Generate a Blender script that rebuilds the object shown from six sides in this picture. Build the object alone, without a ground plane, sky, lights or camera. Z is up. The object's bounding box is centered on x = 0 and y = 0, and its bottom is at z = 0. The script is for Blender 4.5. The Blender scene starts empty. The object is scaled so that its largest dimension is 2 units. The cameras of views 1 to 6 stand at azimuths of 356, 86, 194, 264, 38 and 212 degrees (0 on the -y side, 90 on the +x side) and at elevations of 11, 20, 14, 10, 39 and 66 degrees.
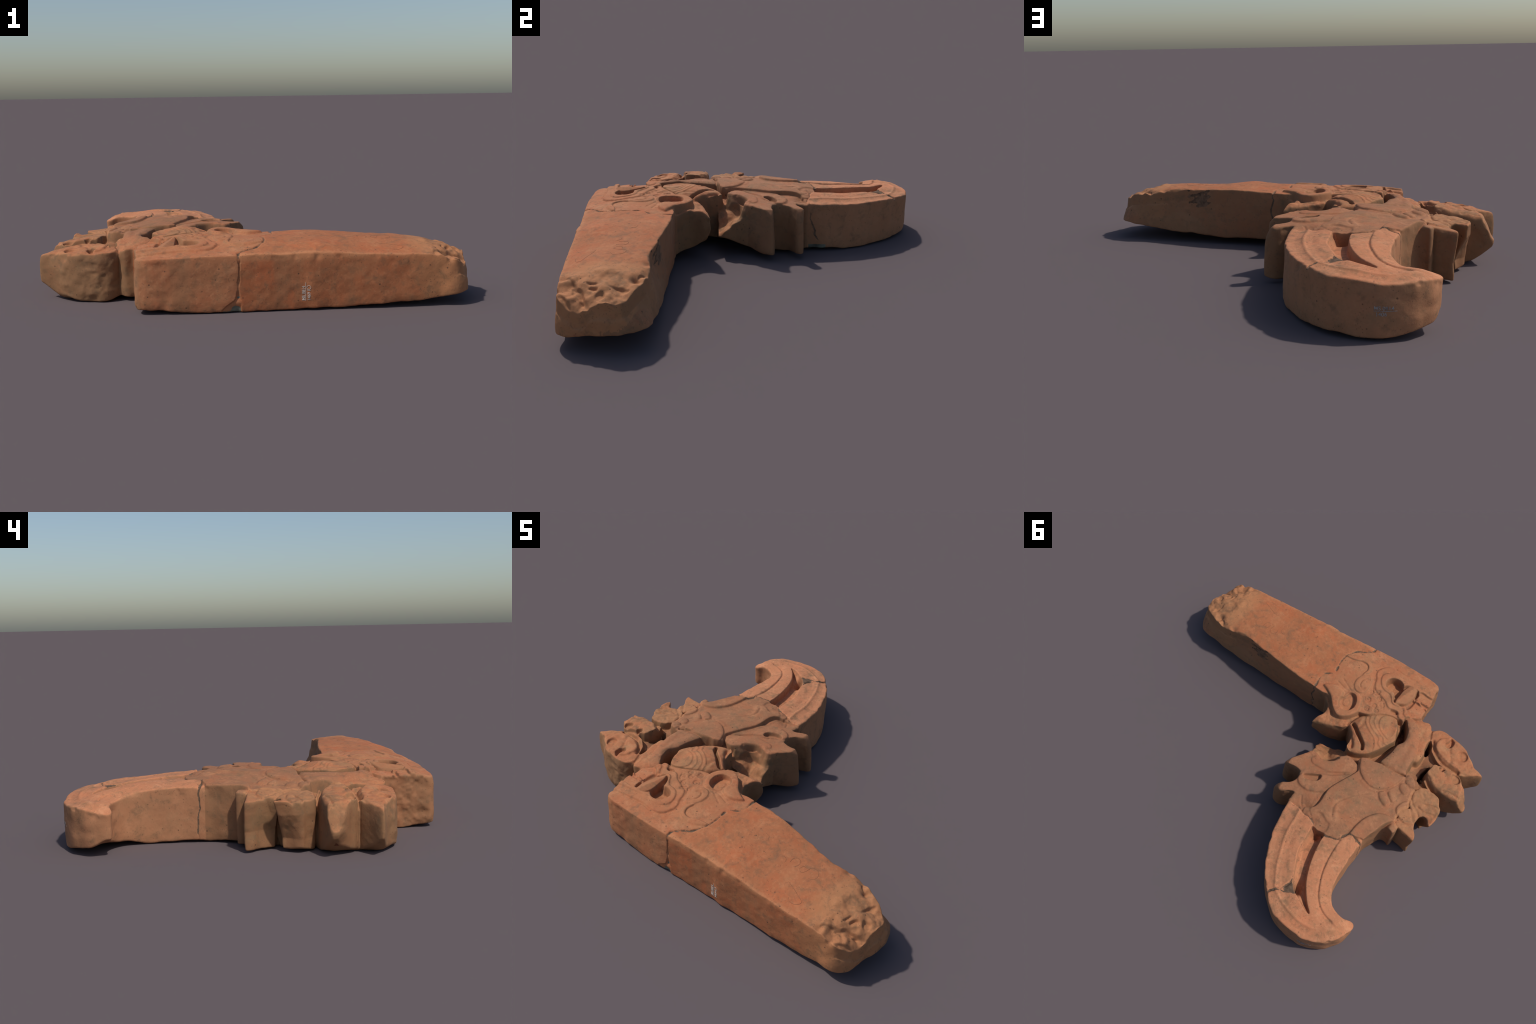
"""Carved terracotta roof-corner ornament, lying flat: a plain tapering beam, a carved
panel at its end, a shell-like boss in a collar, a leafy middle field, a fringe of
curled lobes and a long curved horn.  Everything is carved from one slab: each part has
an outline (spline control points, metres), a height above the slab's top surface and
an edge rounding; the carved solid is then meshed and its faces are split into parts."""
import bpy, math
import numpy as np
from mathutils import Vector
from mathutils.bvhtree import BVHTree

STEP = 0.0027                      # carving resolution in metres
X0, X1, Y0, Y1, Z0, Z1 = -1.03, 1.02, -0.90, 0.90, -0.02, 0.335
xs = np.arange(X0, X1, STEP, dtype=np.float32)
ys = np.arange(Y0, Y1, STEP, dtype=np.float32)
zs = np.arange(Z0, Z1, STEP, dtype=np.float32)
NX, NY, NZ = len(xs), len(ys), len(zs)
X, Y = np.meshgrid(xs, ys, indexing="ij")

# ------------------------------------------------------------------ helpers

def spline(points, closed, sub=6):
    """Catmull-Rom curve through control points."""
    p = np.array(points, float)
    n = len(p)
    if n < 3:
        return p
    if closed:
        q = np.vstack([p[-1], p, p[0], p[1]])
    else:
        q = np.vstack([2 * p[0] - p[1], p, 2 * p[-1] - p[-2]])
    t = np.linspace(0, 1, sub, endpoint=False)[:, None]
    out = []
    for i in range(1, len(q) - 2):
        a, b, c, d = q[i - 1], q[i], q[i + 1], q[i + 2]
        out.append(0.5 * (2 * b + (c - a) * t + (2 * a - 5 * b + 4 * c - d) * t * t + (3 * b - a - 3 * c + d) * t ** 3))
    out = np.vstack(out)
    return out if closed else np.vstack([out, p[-1]])


FAR = 9.0


def field(points, closed=True, reach=0.05, sub=6, smooth=True):
    """Signed distance (inside negative) to a closed outline, or distance to an open line.
    Beyond `reach` outside it is a large number."""
    c = spline(points, closed, sub) if smooth else np.array(points, float)
    lo, hi = c.min(0) - reach, c.max(0) + reach
    i0, i1 = np.searchsorted(xs, [lo[0], hi[0]])
    j0, j1 = np.searchsorted(ys, [lo[1], hi[1]])
    D = np.full((NX, NY), FAR, np.float32)
    if i1 <= i0 or j1 <= j0:
        return D
    px, py = X[i0:i1, j0:j1], Y[i0:i1, j0:j1]
    best = np.full(px.shape, 1e9, np.float32)
    inside = np.zeros(px.shape, bool)
    a = c
    b = np.roll(c, -1, 0) if closed else c[1:]
    for (ax, ay), (bx, by) in zip(a[: len(b)], b):
        dx, dy = bx - ax, by - ay
        L = dx * dx + dy * dy
        if L < 1e-14:
            continue
        t = np.clip(((px - ax) * dx + (py - ay) * dy) / L, 0, 1)
        np.minimum(best, (px - ax - t * dx) ** 2 + (py - ay - t * dy) ** 2, out=best)
        if closed and ay != by:
            cross = ((ay > py) != (by > py)) & (px < dx * (py - ay) / dy + ax)
            inside ^= cross
    best = np.sqrt(best)
    D[i0:i1, j0:j1] = np.where(inside, -best, best)
    return D


def smooth01(t):
    t = np.clip(t, 0, 1)
    return t * t * (3 - 2 * t)


def surface(points, smooth=.004):
    """Smooth surface through (x, y, z) control points (linear radial basis)."""
    p = np.array(points, float)
    n = len(p)
    d = np.hypot(p[:, None, 0] - p[None, :, 0], p[:, None, 1] - p[None, :, 1])
    soft = lambda r: np.sqrt(r * r + .03 ** 2)
    A = np.zeros((n + 3, n + 3))
    A[:n, :n] = soft(d) - smooth * np.eye(n)
    A[:n, n], A[:n, n + 1:] = 1, p[:, :2]
    A[n:, :n] = A[:n, n:].T
    w = np.linalg.solve(A, np.concatenate([p[:, 2], np.zeros(3)]))
    S = np.full((NX, NY), w[n], np.float32) + (w[n + 1] * X + w[n + 2] * Y).astype(np.float32)
    for (x, y, _), k in zip(p, w[:n]):
        S += np.float32(k) * soft(np.hypot(X - np.float32(x), Y - np.float32(y)))
    return S.astype(np.float32)


RNG = np.random.RandomState(7)


def lattice(shape):
    return RNG.rand(*shape).astype(np.float32) * 2 - 1


def upsample(L, scale, ox, oy):
    u = (X[:, 0] - X0) / scale + ox
    v = (Y[0] - Y0) / scale + oy
    iu, iv = u.astype(int), v.astype(int)
    fu, fv = smooth01(u - iu)[:, None], smooth01(v - iv)[None]
    iu, iv = iu[:, None], iv[None]
    return (L[iu, iv] * (1 - fu) + L[iu + 1, iv] * fu) * (1 - fv) + (L[iu, iv + 1] * (1 - fu) + L[iu + 1, iv + 1] * fu) * fv


def noise2(scale, octaves=2):
    total, amp = np.zeros((NX, NY), np.float32), 1.0
    for _ in range(octaves):
        n = lattice((int((X1 - X0) / scale) + 4, int((Y1 - Y0) / scale) + 4))
        total += amp * upsample(n, scale, 0.37, 0.61).astype(np.float32)
        amp *= 0.5
        scale *= 0.47
    return total


class Noise3:
    """Value noise in space, served one height level at a time."""

    def __init__(self, scale):
        self.scale = scale
        k = int((Z1 - Z0) / scale) + 3
        n = (int((X1 - X0) / scale) + 4, int((Y1 - Y0) / scale) + 4)
        self.maps = [upsample(lattice(n), scale, RNG.rand(), RNG.rand()).astype(np.float32) for _ in range(k)]

    def at(self, z):
        w = (z - Z0) / self.scale
        i = int(w)
        f = float(smooth01(np.float64(w - i)))
        return self.maps[i] * (1 - f) + self.maps[i + 1] * f


# ------------------------------------------------------------------ the slab
# heights of the main top surface
TOP = surface([
    # beam
    (-.516, -.825, .240), (-.308, -.848, .246), (-.077, -.848, .252), (.131, -.843, .249), (.309, -.838, .254),
    (.487, -.835, .242), (.64, -.83, .239), (.785, -.82, .236), (.88, -.537, .246), (.776, -.43, .250), (.88, -.70, .252),
    (.545, -.44, .272), (.263, -.43, .284), (.1, -.42, .280), (.294, -.786, .277), (.627, -.596, .280), (.493, -.584, .281),
    (.046, -.681, .283), (.333, -.498, .287), (.404, -.604, .284), (.182, -.711, .281), (.658, -.763, .262), (.698, -.524, .272),
    (.10, -.56, .284), (.80, -.65, .266),
    # carved panel
    (-.30, -.79, .258), (-.40, -.72, .260), (-.267, -.637, .268), (-.168, -.668, .274), (-.115, -.663, .281), (-.109, -.522, .285),
    (-.232, -.443, .284), (-.26, -.538, .282), (-.361, -.572, .276), (-.05, -.46, .278), (-.52, -.64, .258), (-.45, -.56, .266), (-.12, -.40, .276),
    # neck, boss, leaves, field
    (-.38, -.42, .285), (-.28, -.30, .285), (-.492, -.341, .274), (-.57, -.45, .264), (-.60, -.30, .262), (-.371, -.165, .272), (-.49, -.12, .268), (-.621, -.202, .260),
    (-.438, .053, .280), (-.518, .116, .265), (-.59, -.017, .260), (-.706, -.235, .248), (-.361, .244, .272), (-.349, .285, .268), (-.331, .300, .266),
    (-.277, .253, .266), (-.24, .281, .255), (-.513, .314, .263), (-.55, .19, .263), (-.65, .12, .252), (-.70, .08, .250), (-.029, .067, .258), (-.067, .205, .256), (-.2, .05, .268), (-.25, -.08, .272), (-.15, .14, .262),
    # horn
    (-.271, .344, .261), (-.23, .42, .252), (-.233, .568, .238), (-.20, .48, .240), (-.17, .36, .245), (-.348, .324, .262), (-.42, .332, .260), (-.609, .263, .246), (-.605, .36, .246), (-.605, .475, .241), (-.605, .588, .228),
    (-.65, .645, .210), (-.47, .50, .258), (-.50, .58, .250), (-.376, .711, .235), (-.420, .625, .241), (-.51, .785, .233), (-.45, .83, .222), (-.62, .85, .210), (-.34, .74, .235), (-.60, .70, .236),
    (-.736, .715, .219), (-.75, .674, .206), (-.80, .680, .186),
    # fringe
    (-.84, .067, .229), (-.801, -.022, .226), (-.885, -.06, .240), (-.883, -.164, .228), (-.93, -.30, .226), (-.89, -.36, .236), (-.75, -.33, .256), (-.989, -.479, .213),
    (-.836, -.502, .236), (-.69, -.47, .254), (-.70, -.57, .240)])
# heights of the underside
BASE = surface([
    (.92, -.84, .055), (.76, -.85, .030), (.5, -.85, .014), (.2, -.85, .006), (-.06, -.85, .005), (-.25, -.85, .003),
    (-.35, -.85, .014), (-.5, -.83, .020), (-.52, -.67, .002), (.99, -.62, .085), (.97, -.47, .095), (.72, -.41, .068), (.53, -.41, .052),
    (.36, -.41, .040), (.16, -.41, .042), (.07, -.41, .05), (.0, -.235, .150), (-.005, -.29, .095), (.0, -.36, .060), (-.1, -.28, .075), (-.17, -.3, .07),
    (-.075, -.2, .112), (-.13, -.22, .09), (-.09, -.10, .072), (-.04, .03, .028), (-.03, .20, .028), (-.06, .22, .020), (-.15, .3, .018),
    (-.2, .47, .007), (-.33, .75, .012), (-.45, .85, .017), (-.62, .85, .009), (-.72, .83, .032), (-.79, .72, .048),
    (-.80, .66, .080), (-.6, .5, .004), (-.6, .3, .008), (-.66, .14, .014), (-.84, .07, .012), (-.78, .0, .008),
    (-.86, -.08, .020), (-.84, -.17, .014), (-.905, -.285, .022), (-.998, -.287, .092), (-.85, -.35, .0),
    (-.9, -.5, .010), (-.985, -.48, .075), (-.92, -.56, .058), (-.84, -.57, .018), (-.7, -.58, .0), (-.6, -.56, .022),
    (-.4, -.3, .01), (-.4, 0, .005), (.4, -.6, .012), (.7, -.6, .04), (-.2, -.65, .002)], .002)
BASE = np.maximum(BASE, 0.0)
TOP = TOP + .002
# ------------------------------------------------------------------ outlines seen from above
OUT = {}
OUT["beam"] = [(.942, -.79), (.910, -.826), (.87, -.840), (.812, -.838), (.75, -.842), (.626, -.845), (.499, -.848), (.359, -.846), (.254, -.853),
               (.194, -.849), (.015, -.852), (-.068, -.857), (-.204, -.861), (-.40, -.856), (-.489, -.849), (-.516, -.831), (-.524, -.805), (-.519, -.75),
               (-.523, -.664), (-.520, -.62), (-.527, -.585), (-.49, -.54), (-.40, -.48), (-.25, -.42), (-.12, -.39), (-.02, -.408), (.052, -.408), (.099, -.411),
               (.203, -.417), (.289, -.427), (.364, -.442), (.444, -.455), (.508, -.466), (.565, -.480), (.625, -.488), (.68, -.485), (.761, -.478),
               (.84, -.492), (.895, -.518), (.940, -.545), (.978, -.58), (.978, -.65), (.967, -.73)]
OUT["ear_root"] = [(.02, -.42), (-.02, -.37), (-.03, -.32), (-.005, -.265), (.005, -.235), (-.03, -.243), (-.085, -.255), (-.13, -.268), (-.18, -.292), (-.21, -.34), (-.2, -.43), (-.1, -.45)]
OUT["core"] = [(-.50, -.60), (-.545, -.585), (-.588, -.588), (-.63, -.55), (-.70, -.46), (-.78, -.40), (-.80, -.33), (-.78, -.25), (-.738, -.095), (-.70, .05),
               (-.62, .18), (-.5, .31), (-.35, .28), (-.2, .2), (-.14, .1), (-.09, .0), (-.085, -.05), (-.088, -.11), (-.066, -.180), (-.075, -.206), (-.13, -.218), (-.20, -.225),
               (-.240, -.24), (-.215, -.29), (-.185, -.33), (-.2, -.40), (-.25, -.45), (-.4, -.52)]
OUT["upper_leaf"] = [(-.38, -.12), (-.303, -.149), (-.262, -.124), (-.238, -.082), (-.205, -.058), (-.165, -.054), (-.135, -.064), (-.102, -.066), (-.060, -.012), (-.028, .030), (-.004, .060), (-.012, .072), (-.035, .076),
                     (-.071, .072), (-.108, .080), (-.122, .10), (-.187, .07), (-.25, .02), (-.317, -.024), (-.374, -.07)]
OUT["lower_leaf"] = [(-.38, -.088), (-.250, -.005), (-.189, .041), (-.125, .083), (-.117, .125), (-.099, .158), (-.060, .183), (-.034, .196), (-.026, .212), (-.040, .226), (-.08, .231),
                     (-.135, .208), (-.155, .212), (-.153, .26), (-.229, .25), (-.29, .24), (-.31, .203), (-.31, .162), (-.303, .119), (-.315, .085), (-.34, .029), (-.37, -.033)]
OUT["horn"] = [(-.152, .20), (-.155, .275), (-.158, .342), (-.169, .419), (-.181, .487), (-.201, .550), (-.234, .621), (-.266, .676), (-.298, .724), (-.334, .760), (-.374, .800), (-.424, .834),
               (-.485, .852), (-.554, .861), (-.606, .863), (-.659, .849), (-.719, .821), (-.752, .790), (-.788, .745), (-.804, .705), (-.810, .668), (-.802, .648), (-.780, .645), (-.744, .655),
               (-.704, .650), (-.664, .630), (-.635, .597), (-.618, .557), (-.607, .502), (-.604, .463), (-.606, .399), (-.607, .349), (-.613, .292), (-.622, .216), (-.641, .169),
               (-.659, .128), (-.677, .105), (-.706, .105), (-.728, .112), (-.738, .085), (-.72, .03), (-.60, -.02), (-.45, .05), (-.30, .12), (-.2, .15)]
OUT["slot"] = [(-.347, .352), (-.345, .322), (-.373, .328), (-.413, .325), (-.422, .337), (-.421, .371), (-.430, .447), (-.446, .521), (-.474, .598), (-.508, .653), (-.541, .696), (-.580, .735),
               (-.535, .722), (-.484, .691), (-.442, .664), (-.412, .621), (-.380, .546), (-.352, .473), (-.348, .399)]
OUT["fringe_lobe_a"] = [(-.715, .055), (-.755, .070), (-.798, .077), (-.838, .087), (-.846, .074), (-.838, .048), (-.816, .02), (-.806, -.012), (-.803, -.035), (-.808, -.062), (-.75, -.075), (-.70, -.02)]
OUT["fringe_lobe_b"] = [(-.80, .0), (-.812, -.045), (-.828, -.062), (-.848, -.052), (-.872, -.028), (-.884, -.032), (-.892, -.07), (-.895, -.113), (-.889, -.155), (-.872, -.175), (-.847, -.215), (-.793, -.23), (-.74, -.217), (-.711, -.174), (-.719, -.10), (-.75, -.05)]
OUT["fringe_lobe_c"] = [(-.70, -.29), (-.712, -.343), (-.73, -.372), (-.752, -.378), (-.785, -.388), (-.824, -.39), (-.875, -.392), (-.896, -.382), (-.918, -.358), (-.945, -.338), (-.975, -.312),
                        (-.996, -.292), (-1.000, -.274), (-.994, -.258), (-.97, -.250), (-.945, -.246), (-.92, -.243), (-.88, -.238), (-.83, -.232), (-.79, -.225), (-.75, -.235), (-.71, -.26)]
OUT["fringe_lobe_d"] = [(-.605, -.552), (-.625, -.580), (-.668, -.600), (-.743, -.594), (-.801, -.586), (-.864, -.560), (-.895, -.530), (-.925, -.508), (-.96, -.494), (-.991, -.480), (-.988, -.464),
                        (-.94, -.435), (-.89, -.402), (-.836, -.386), (-.78, -.38), (-.72, -.40), (-.66, -.45), (-.62, -.50)]
OUT["lobe_web"] = [(-.80, -.36), (-.865, -.378), (-.888, -.395), (-.868, -.415), (-.80, -.42)]
SLOT_OUTER = [(-.340, .335), (-.346, .399), (-.350, .473), (-.378, .546), (-.410, .621), (-.440, .666), (-.484, .693), (-.535, .724), (-.60, .75)]
SD = {k: field(v) for k, v in OUT.items()}

plan = np.full((NX, NY), FAR, np.float32)
for k in OUT:
    if k not in ("slot", "fringe_lobe_a", "fringe_lobe_b"):
        plan = np.minimum(plan, SD[k])

solid = plan.copy()
plan = np.minimum(plan, np.minimum(SD["fringe_lobe_a"], SD["fringe_lobe_b"]))
# walls of these lobes lean in below: (height, inward travel along +x) pairs
LEAN = {"fringe_lobe_a": ([0, .09, .17, .24], [.012, .020, .006, 0], [0, 0, 0, 0]),
        "fringe_lobe_b": ([0, .06, .11, .17, .24], [.044, .054, .036, .008, 0], [.045, .050, .038, .024, 0])}
LOBE_X = np.searchsorted(xs, -.60)


def moved(S, t, axis):
    """The field S slid by t metres along x (axis 0) or towards -y (axis 1)."""
    n = t / STEP
    k = int(n)
    out = S.copy()
    for shift, w in ((k, 1 - (n - k)), (k + 1, n - k)):
        r = np.full_like(S, 1.0)
        m = S.shape[axis] - shift
        if axis == 0:
            r[shift:] = S[:m]
        else:
            r[:, :m] = S[:, shift:]
        out = r * w if shift == k else out + r * w
    return out


def leaning(name, z):
    heights, inward, sideways = LEAN[name]
    S = np.minimum(SD[name][:LOBE_X], 1.0)
    lean = float(np.interp(z, heights, inward))
    upright = S if not any(sideways) else moved(S, .35 * lean, 0)
    S = moved(S, lean, 0)
    side = float(np.interp(z, heights, sideways))
    if any(sideways):                     # the flank toward the horn is hollowed
        f = smooth01((Y[:LOBE_X] + .165) / .08)
        S = upright * (1 - f) + moved(S, side, 1) * f
    out = np.full((NX, NY), FAR, np.float32)
    out[:LOBE_X] = S
    return out


# ------------------------------------------------------------------ carving the top
GROUND = .050 + .028 * np.exp(-(((X + .658) / .045) ** 2 + ((Y + .32) / .07) ** 2)) - .036 * smooth01((-X - .665) / .04) * smooth01((Y + .21) / .04) - .042 * smooth01((Y - .16) / .04)
H = (TOP - GROUND).astype(np.float32)                     # uncarved ground between the forms


def level(sd, z, edge=.004, lip=.0, lipw=.014):
    """Bring the area inside an outline to height z, with a sloped edge and a worn lip."""
    global H
    t = smooth01((edge - sd) / (2 * edge))
    if lip:
        z = z - lip * np.clip(1 + sd / lipw, 0, 1) ** 2
    H = (H * (1 - t) + z * t).astype(np.float32)


def add(mask, amount):
    global H
    H = (H + mask * amount).astype(np.float32)


def groove(line, width, depth, closed=False):
    d = field(line, closed, reach=width * 4)
    d = np.abs(d)
    add(np.exp(-(d / width) ** 2) * (d < 1), -depth)


def raised(points, amount, edge=.004, lip=0.0, dome=0.0, size=.03):
    """A form standing `amount` proud of what lies under it."""
    sd = field(points)
    t = smooth01((edge - sd) / (2 * edge))
    z = amount - lip * np.clip(1 + sd / .012, 0, 1) ** 2
    if dome:
        z = z + dome * (1 - np.clip(1 + sd / size, 0, 1) ** 2)
    add(t, z)
    return sd


def pit(points, depth, edge=.004):
    sd = field(points)
    add(smooth01((edge - sd) / (2 * edge)), -depth)
    return sd


rough = np.zeros((NX, NY), np.float32)      # how broken the surface is


def roughen(sd, amount, fade=.02):
    global rough
    rough = np.maximum(rough, amount * smooth01(.5 - sd / fade))


# the plain beam and the carved panel at its end
level(SD["beam"], TOP, edge=.003)
# broken far end: the top breaks away along a ragged line and slopes down
# ear root: a broken stump beside the panel
level(SD["ear_root"], TOP - .026 - .030 * smooth01((Y + .28) / .06), edge=.006)
roughen(SD["ear_root"], .0075)
level(SD["beam"], TOP, edge=.004)

# moulded frame on the panel: two steps up to an eye hole with a blade across it
FRAME_OUT = [(-.60, -.790), (-.527, -.795), (-.47, -.790), (-.404, -.784), (-.319, -.779), (-.26, -.785), (-.215, -.782), (-.181, -.760), (-.161, -.722), (-.166, -.685), (-.182, -.657), (-.192, -.621), (-.211, -.592), (-.234, -.580),
             (-.271, -.566), (-.302, -.550), (-.326, -.528), (-.357, -.521), (-.390, -.530), (-.414, -.50), (-.47, -.50), (-.60, -.56)]
sd_frame = field(FRAME_OUT)
level(sd_frame, TOP + .008, edge=.004, lip=.003)
FRAME_IN = [(-.58, -.752), (-.511, -.753), (-.43, -.748), (-.343, -.744), (-.272, -.748), (-.230, -.738), (-.203, -.706), (-.208, -.667), (-.233, -.630), (-.261, -.615), (-.297, -.610), (-.318, -.590),
            (-.337, -.562), (-.363, -.558), (-.397, -.568), (-.419, -.558), (-.436, -.53), (-.50, -.52), (-.58, -.56)]
sd_in = field(FRAME_IN)
level(sd_in, TOP + .015, edge=.003, lip=.002)
groove([(-.545, -.796), (-.47, -.790), (-.404, -.785), (-.319, -.780), (-.26, -.786), (-.215, -.783), (-.181, -.761), (-.163, -.725)], .0045, .0045)
groove([(-.53, -.756), (-.43, -.748), (-.343, -.740), (-.308, -.742)], .003, .003)
# lower ground behind the blade
WELL = [(-.325, -.61), (-.345, -.576), (-.375, -.576), (-.41, -.60), (-.428, -.655), (-.436, -.70), (-.415, -.722), (-.37, -.722), (-.34, -.70), (-.32, -.65)]
sd_well = field(WELL)
level(sd_well, TOP - .012, edge=.006)
EYE = [(-.268, -.716), (-.304, -.722), (-.334, -.705), (-.350, -.670), (-.352, -.635), (-.335, -.621), (-.318, -.636), (-.291, -.636), (-.262, -.645), (-.247, -.668), (-.250, -.697)]
sd_eye = field(EYE)
level(sd_eye, TOP - .042, edge=.006)
LEDGE = [(-.438, -.660), (-.469, -.660), (-.512, -.652), (-.56, -.66), (-.56, -.722), (-.50, -.724), (-.442, -.724)]
level(field(LEDGE), TOP + .004, edge=.004, lip=.002)
PANEL_LOW = [(-.415, -.650), (-.45, -.656), (-.476, -.652), (-.52, -.645), (-.56, -.60), (-.54, -.56), (-.501, -.548), (-.457, -.552), (-.43, -.575), (-.407, -.60)]
level(field(PANEL_LOW), TOP - .004, edge=.005, lip=.003)
pit([(-.474, -.661), (-.500, -.648), (-.56, -.640), (-.57, -.662), (-.49, -.668)], .012)
# blade with a crest
BLADE = [(-.350, -.574), (-.346, -.635), (-.352, -.690), (-.368, -.722), (-.402, -.730), (-.428, -.716), (-.427, -.668), (-.411, -.616), (-.380, -.584)]
sd_blade = field(BLADE)
crest = field([(-.356, -.584), (-.372, -.64), (-.398, -.718)], False, reach=.08)
level(sd_blade, TOP + .018 - .40 * np.minimum(crest, .06), edge=.003)
pit([(-.378, -.580), (-.408, -.606), (-.428, -.662), (-.442, -.664), (-.436, -.60), (-.405, -.572)], .013, edge=.007)
pit([(-.426, -.724), (-.441, -.702), (-.436, -.672), (-.428, -.69), (-.424, -.71)], .020)
# small knob where frame meets collar
raised([(-.403, -.528), (-.429, -.536), (-.452, -.554), (-.462, -.531), (-.443, -.500), (-.413, -.496)], .004, lip=.004)
pit([(-.350, -.523), (-.385, -.531), (-.40, -.520), (-.375, -.508)], .014)

# S scroll, C scroll and curls between frame and ear
S_IN = [(.050, -.691), (-.008, -.696), (-.056, -.713), (-.091, -.708), (-.105, -.68), (-.098, -.645)]
S_OUT = [(.045, -.706), (-.003, -.734), (-.062, -.743), (-.106, -.728), (-.130, -.697), (-.128, -.660), (-.104, -.632)]
raised(S_OUT + S_IN[::-1], .007, edge=.004, lip=.005)
groove(S_IN, .0035, .004)
C_DISC = [(-.152, -.655), (-.112, -.640), (-.091, -.602), (-.089, -.563), (-.106, -.530), (-.135, -.518), (-.165, -.53), (-.175, -.57), (-.17, -.62)]
raised(C_DISC, .006, edge=.004)
groove([(-.155, -.627), (-.124, -.612), (-.118, -.576), (-.135, -.55), (-.155, -.56)], .004, .005)
for cx, cy, r in [(-.208, -.511, .019), (-.258, -.547, .017), (-.232, -.452, .018), (-.258, -.493, .015), (-.297, -.517, .016), (-.285, -.470, .015), (-.235, -.580, .014), (-.20, -.565, .014)]:
    a = np.linspace(0, 2.9 * math.pi, 16)
    rr = r * (1 - .80 * a / a[-1])
    groove(list(zip(cx + rr * np.cos(a + cx * 90), cy + rr * np.sin(a + cx * 90))), .0036, .0060)
groove([(-.19, -.60), (-.215, -.565), (-.262, -.55), (-.30, -.535), (-.315, -.50)], .003, .003)
groove([(.0, -.52), (-.06, -.50), (-.085, -.50)], .004, .003)
groove([(-.02, -.55), (-.08, -.515), (-.10, -.505)], .004, .003)

# the curled ear
EAR = [(.058, -.452), (.035, -.477), (-.003, -.491), (-.040, -.487), (-.068, -.470), (-.078, -.450), (-.1, -.492), (-.121, -.502), (-.147, -.507), (-.176, -.492), (-.195, -.455), (-.203, -.407), (-.180, -.361), (-.145, -.329),
       (-.106, -.322), (-.068, -.345), (-.035, -.380), (-.005, -.415), (.032, -.438)]
sd_ear = field(EAR)
level(sd_ear, TOP + .013 + .006 * np.exp(-((X + .03) ** 2 + (Y + .44) ** 2) / .004), edge=.004, lip=.007, lipw=.016)
EAR_BOWL = [(-.086, -.455), (-.100, -.488), (-.131, -.487), (-.154, -.463), (-.164, -.420), (-.147, -.384), (-.110, -.374), (-.078, -.392), (-.070, -.430)]
sd_bowl = field(EAR_BOWL)
level(sd_bowl, TOP - .014 + .22 * np.clip(.12 + X, -.05, .05), edge=.005)
raised([(-.09, -.44), (-.11, -.452), (-.13, -.435), (-.12, -.41), (-.10, -.41)], .006, edge=.006)
roughen(sd_bowl, .002)

# middle field
FIELD = [(-.362, -.166), (-.371, -.123), (-.384, -.095), (-.375, -.065), (-.351, -.014), (-.322, .045), (-.306, .090), (-.302, .131), (-.304, .170), (-.297, .210), (-.276, .235), (-.250, .247), (-.262, .29), (-.33, .30),
         (-.39, .34), (-.46, .335), (-.52, .31), (-.62, .30), (-.66, .12), (-.72, .02), (-.715, -.10), (-.70, -.20), (-.64, -.235), (-.5, -.21)]
leaf_drop = .022 * np.exp(-np.maximum(field(FIELD, reach=.4), 0) / .055)
sd_ul, sd_ll = SD["upper_leaf"], SD["lower_leaf"]
# broken slope under the upper leaf
BREAK = [(-.075, -.03), (-.06, -.10), (-.04, -.21), (-.12, -.25), (-.27, -.25), (-.28, -.14), (-.2, -.06), (-.12, -.03)]
sd_break = field(BREAK)
drop = np.clip(-(sd_ul * -1), 0, .3)
under_leaf = np.clip(sd_ul, 0, .3)
level(sd_break, TOP - .014 - np.minimum(2.2 * under_leaf, .050 + .010 * np.exp(-((X + .18) / .05) ** 2)) - (.60 + .20 * smooth01((X + .20) / .1)) * under_leaf, edge=.006)
roughen(sd_break, .0065, fade=.03)
level(sd_ll, TOP - leaf_drop - .003, edge=.003, lip=.003)
level(sd_ul, TOP - leaf_drop - .001, edge=.003, lip=.003)
tip_u = np.clip(X + .032, 0, .06) * (sd_ul < .01)
add(1, -(1.1 * tip_u).astype(np.float32))
tip_l = np.clip(X + .068, 0, .06) * ((sd_ll < .01) & (Y > .15))
add(1, -(.4 * tip_l + 26 * tip_l ** 2).astype(np.float32))
UL_CURL = [(-.385, -.150), (-.303, -.149), (-.262, -.120), (-.236, -.078), (-.203, -.052), (-.165, -.046), (-.138, -.040), (-.128, -.018), (-.150, .004), (-.192, .005), (-.249, -.001), (-.311, -.036), (-.385, -.085)]
raised(UL_CURL, .006, edge=.0035, lip=.003)
groove([(-.255, -.100), (-.235, -.075), (-.199, -.058), (-.160, -.058)], .006, .010)
LL_CURL = [(-.385, -.080), (-.339, -.040), (-.267, .013), (-.190, .045), (-.150, .072), (-.128, .090), (-.122, .118), (-.142, .145), (-.177, .157), (-.216, .157), (-.259, .138), (-.300, .110), (-.33, .05)]
raised(LL_CURL, .009, edge=.005, lip=.004)
sd_llpit = field([(-.141, .084), (-.186, .058), (-.221, .042), (-.232, .054), (-.224, .078), (-.190, .097), (-.158, .100)])
level(sd_llpit, TOP - .024 + .10 * (X + .23), edge=.005)
groove([(-.33, -.04), (-.255, .004), (-.19, .04)], .004, .005)
groove([(-.20, .20), (-.215, .23), (-.235, .255)], .005, .004)

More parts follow.
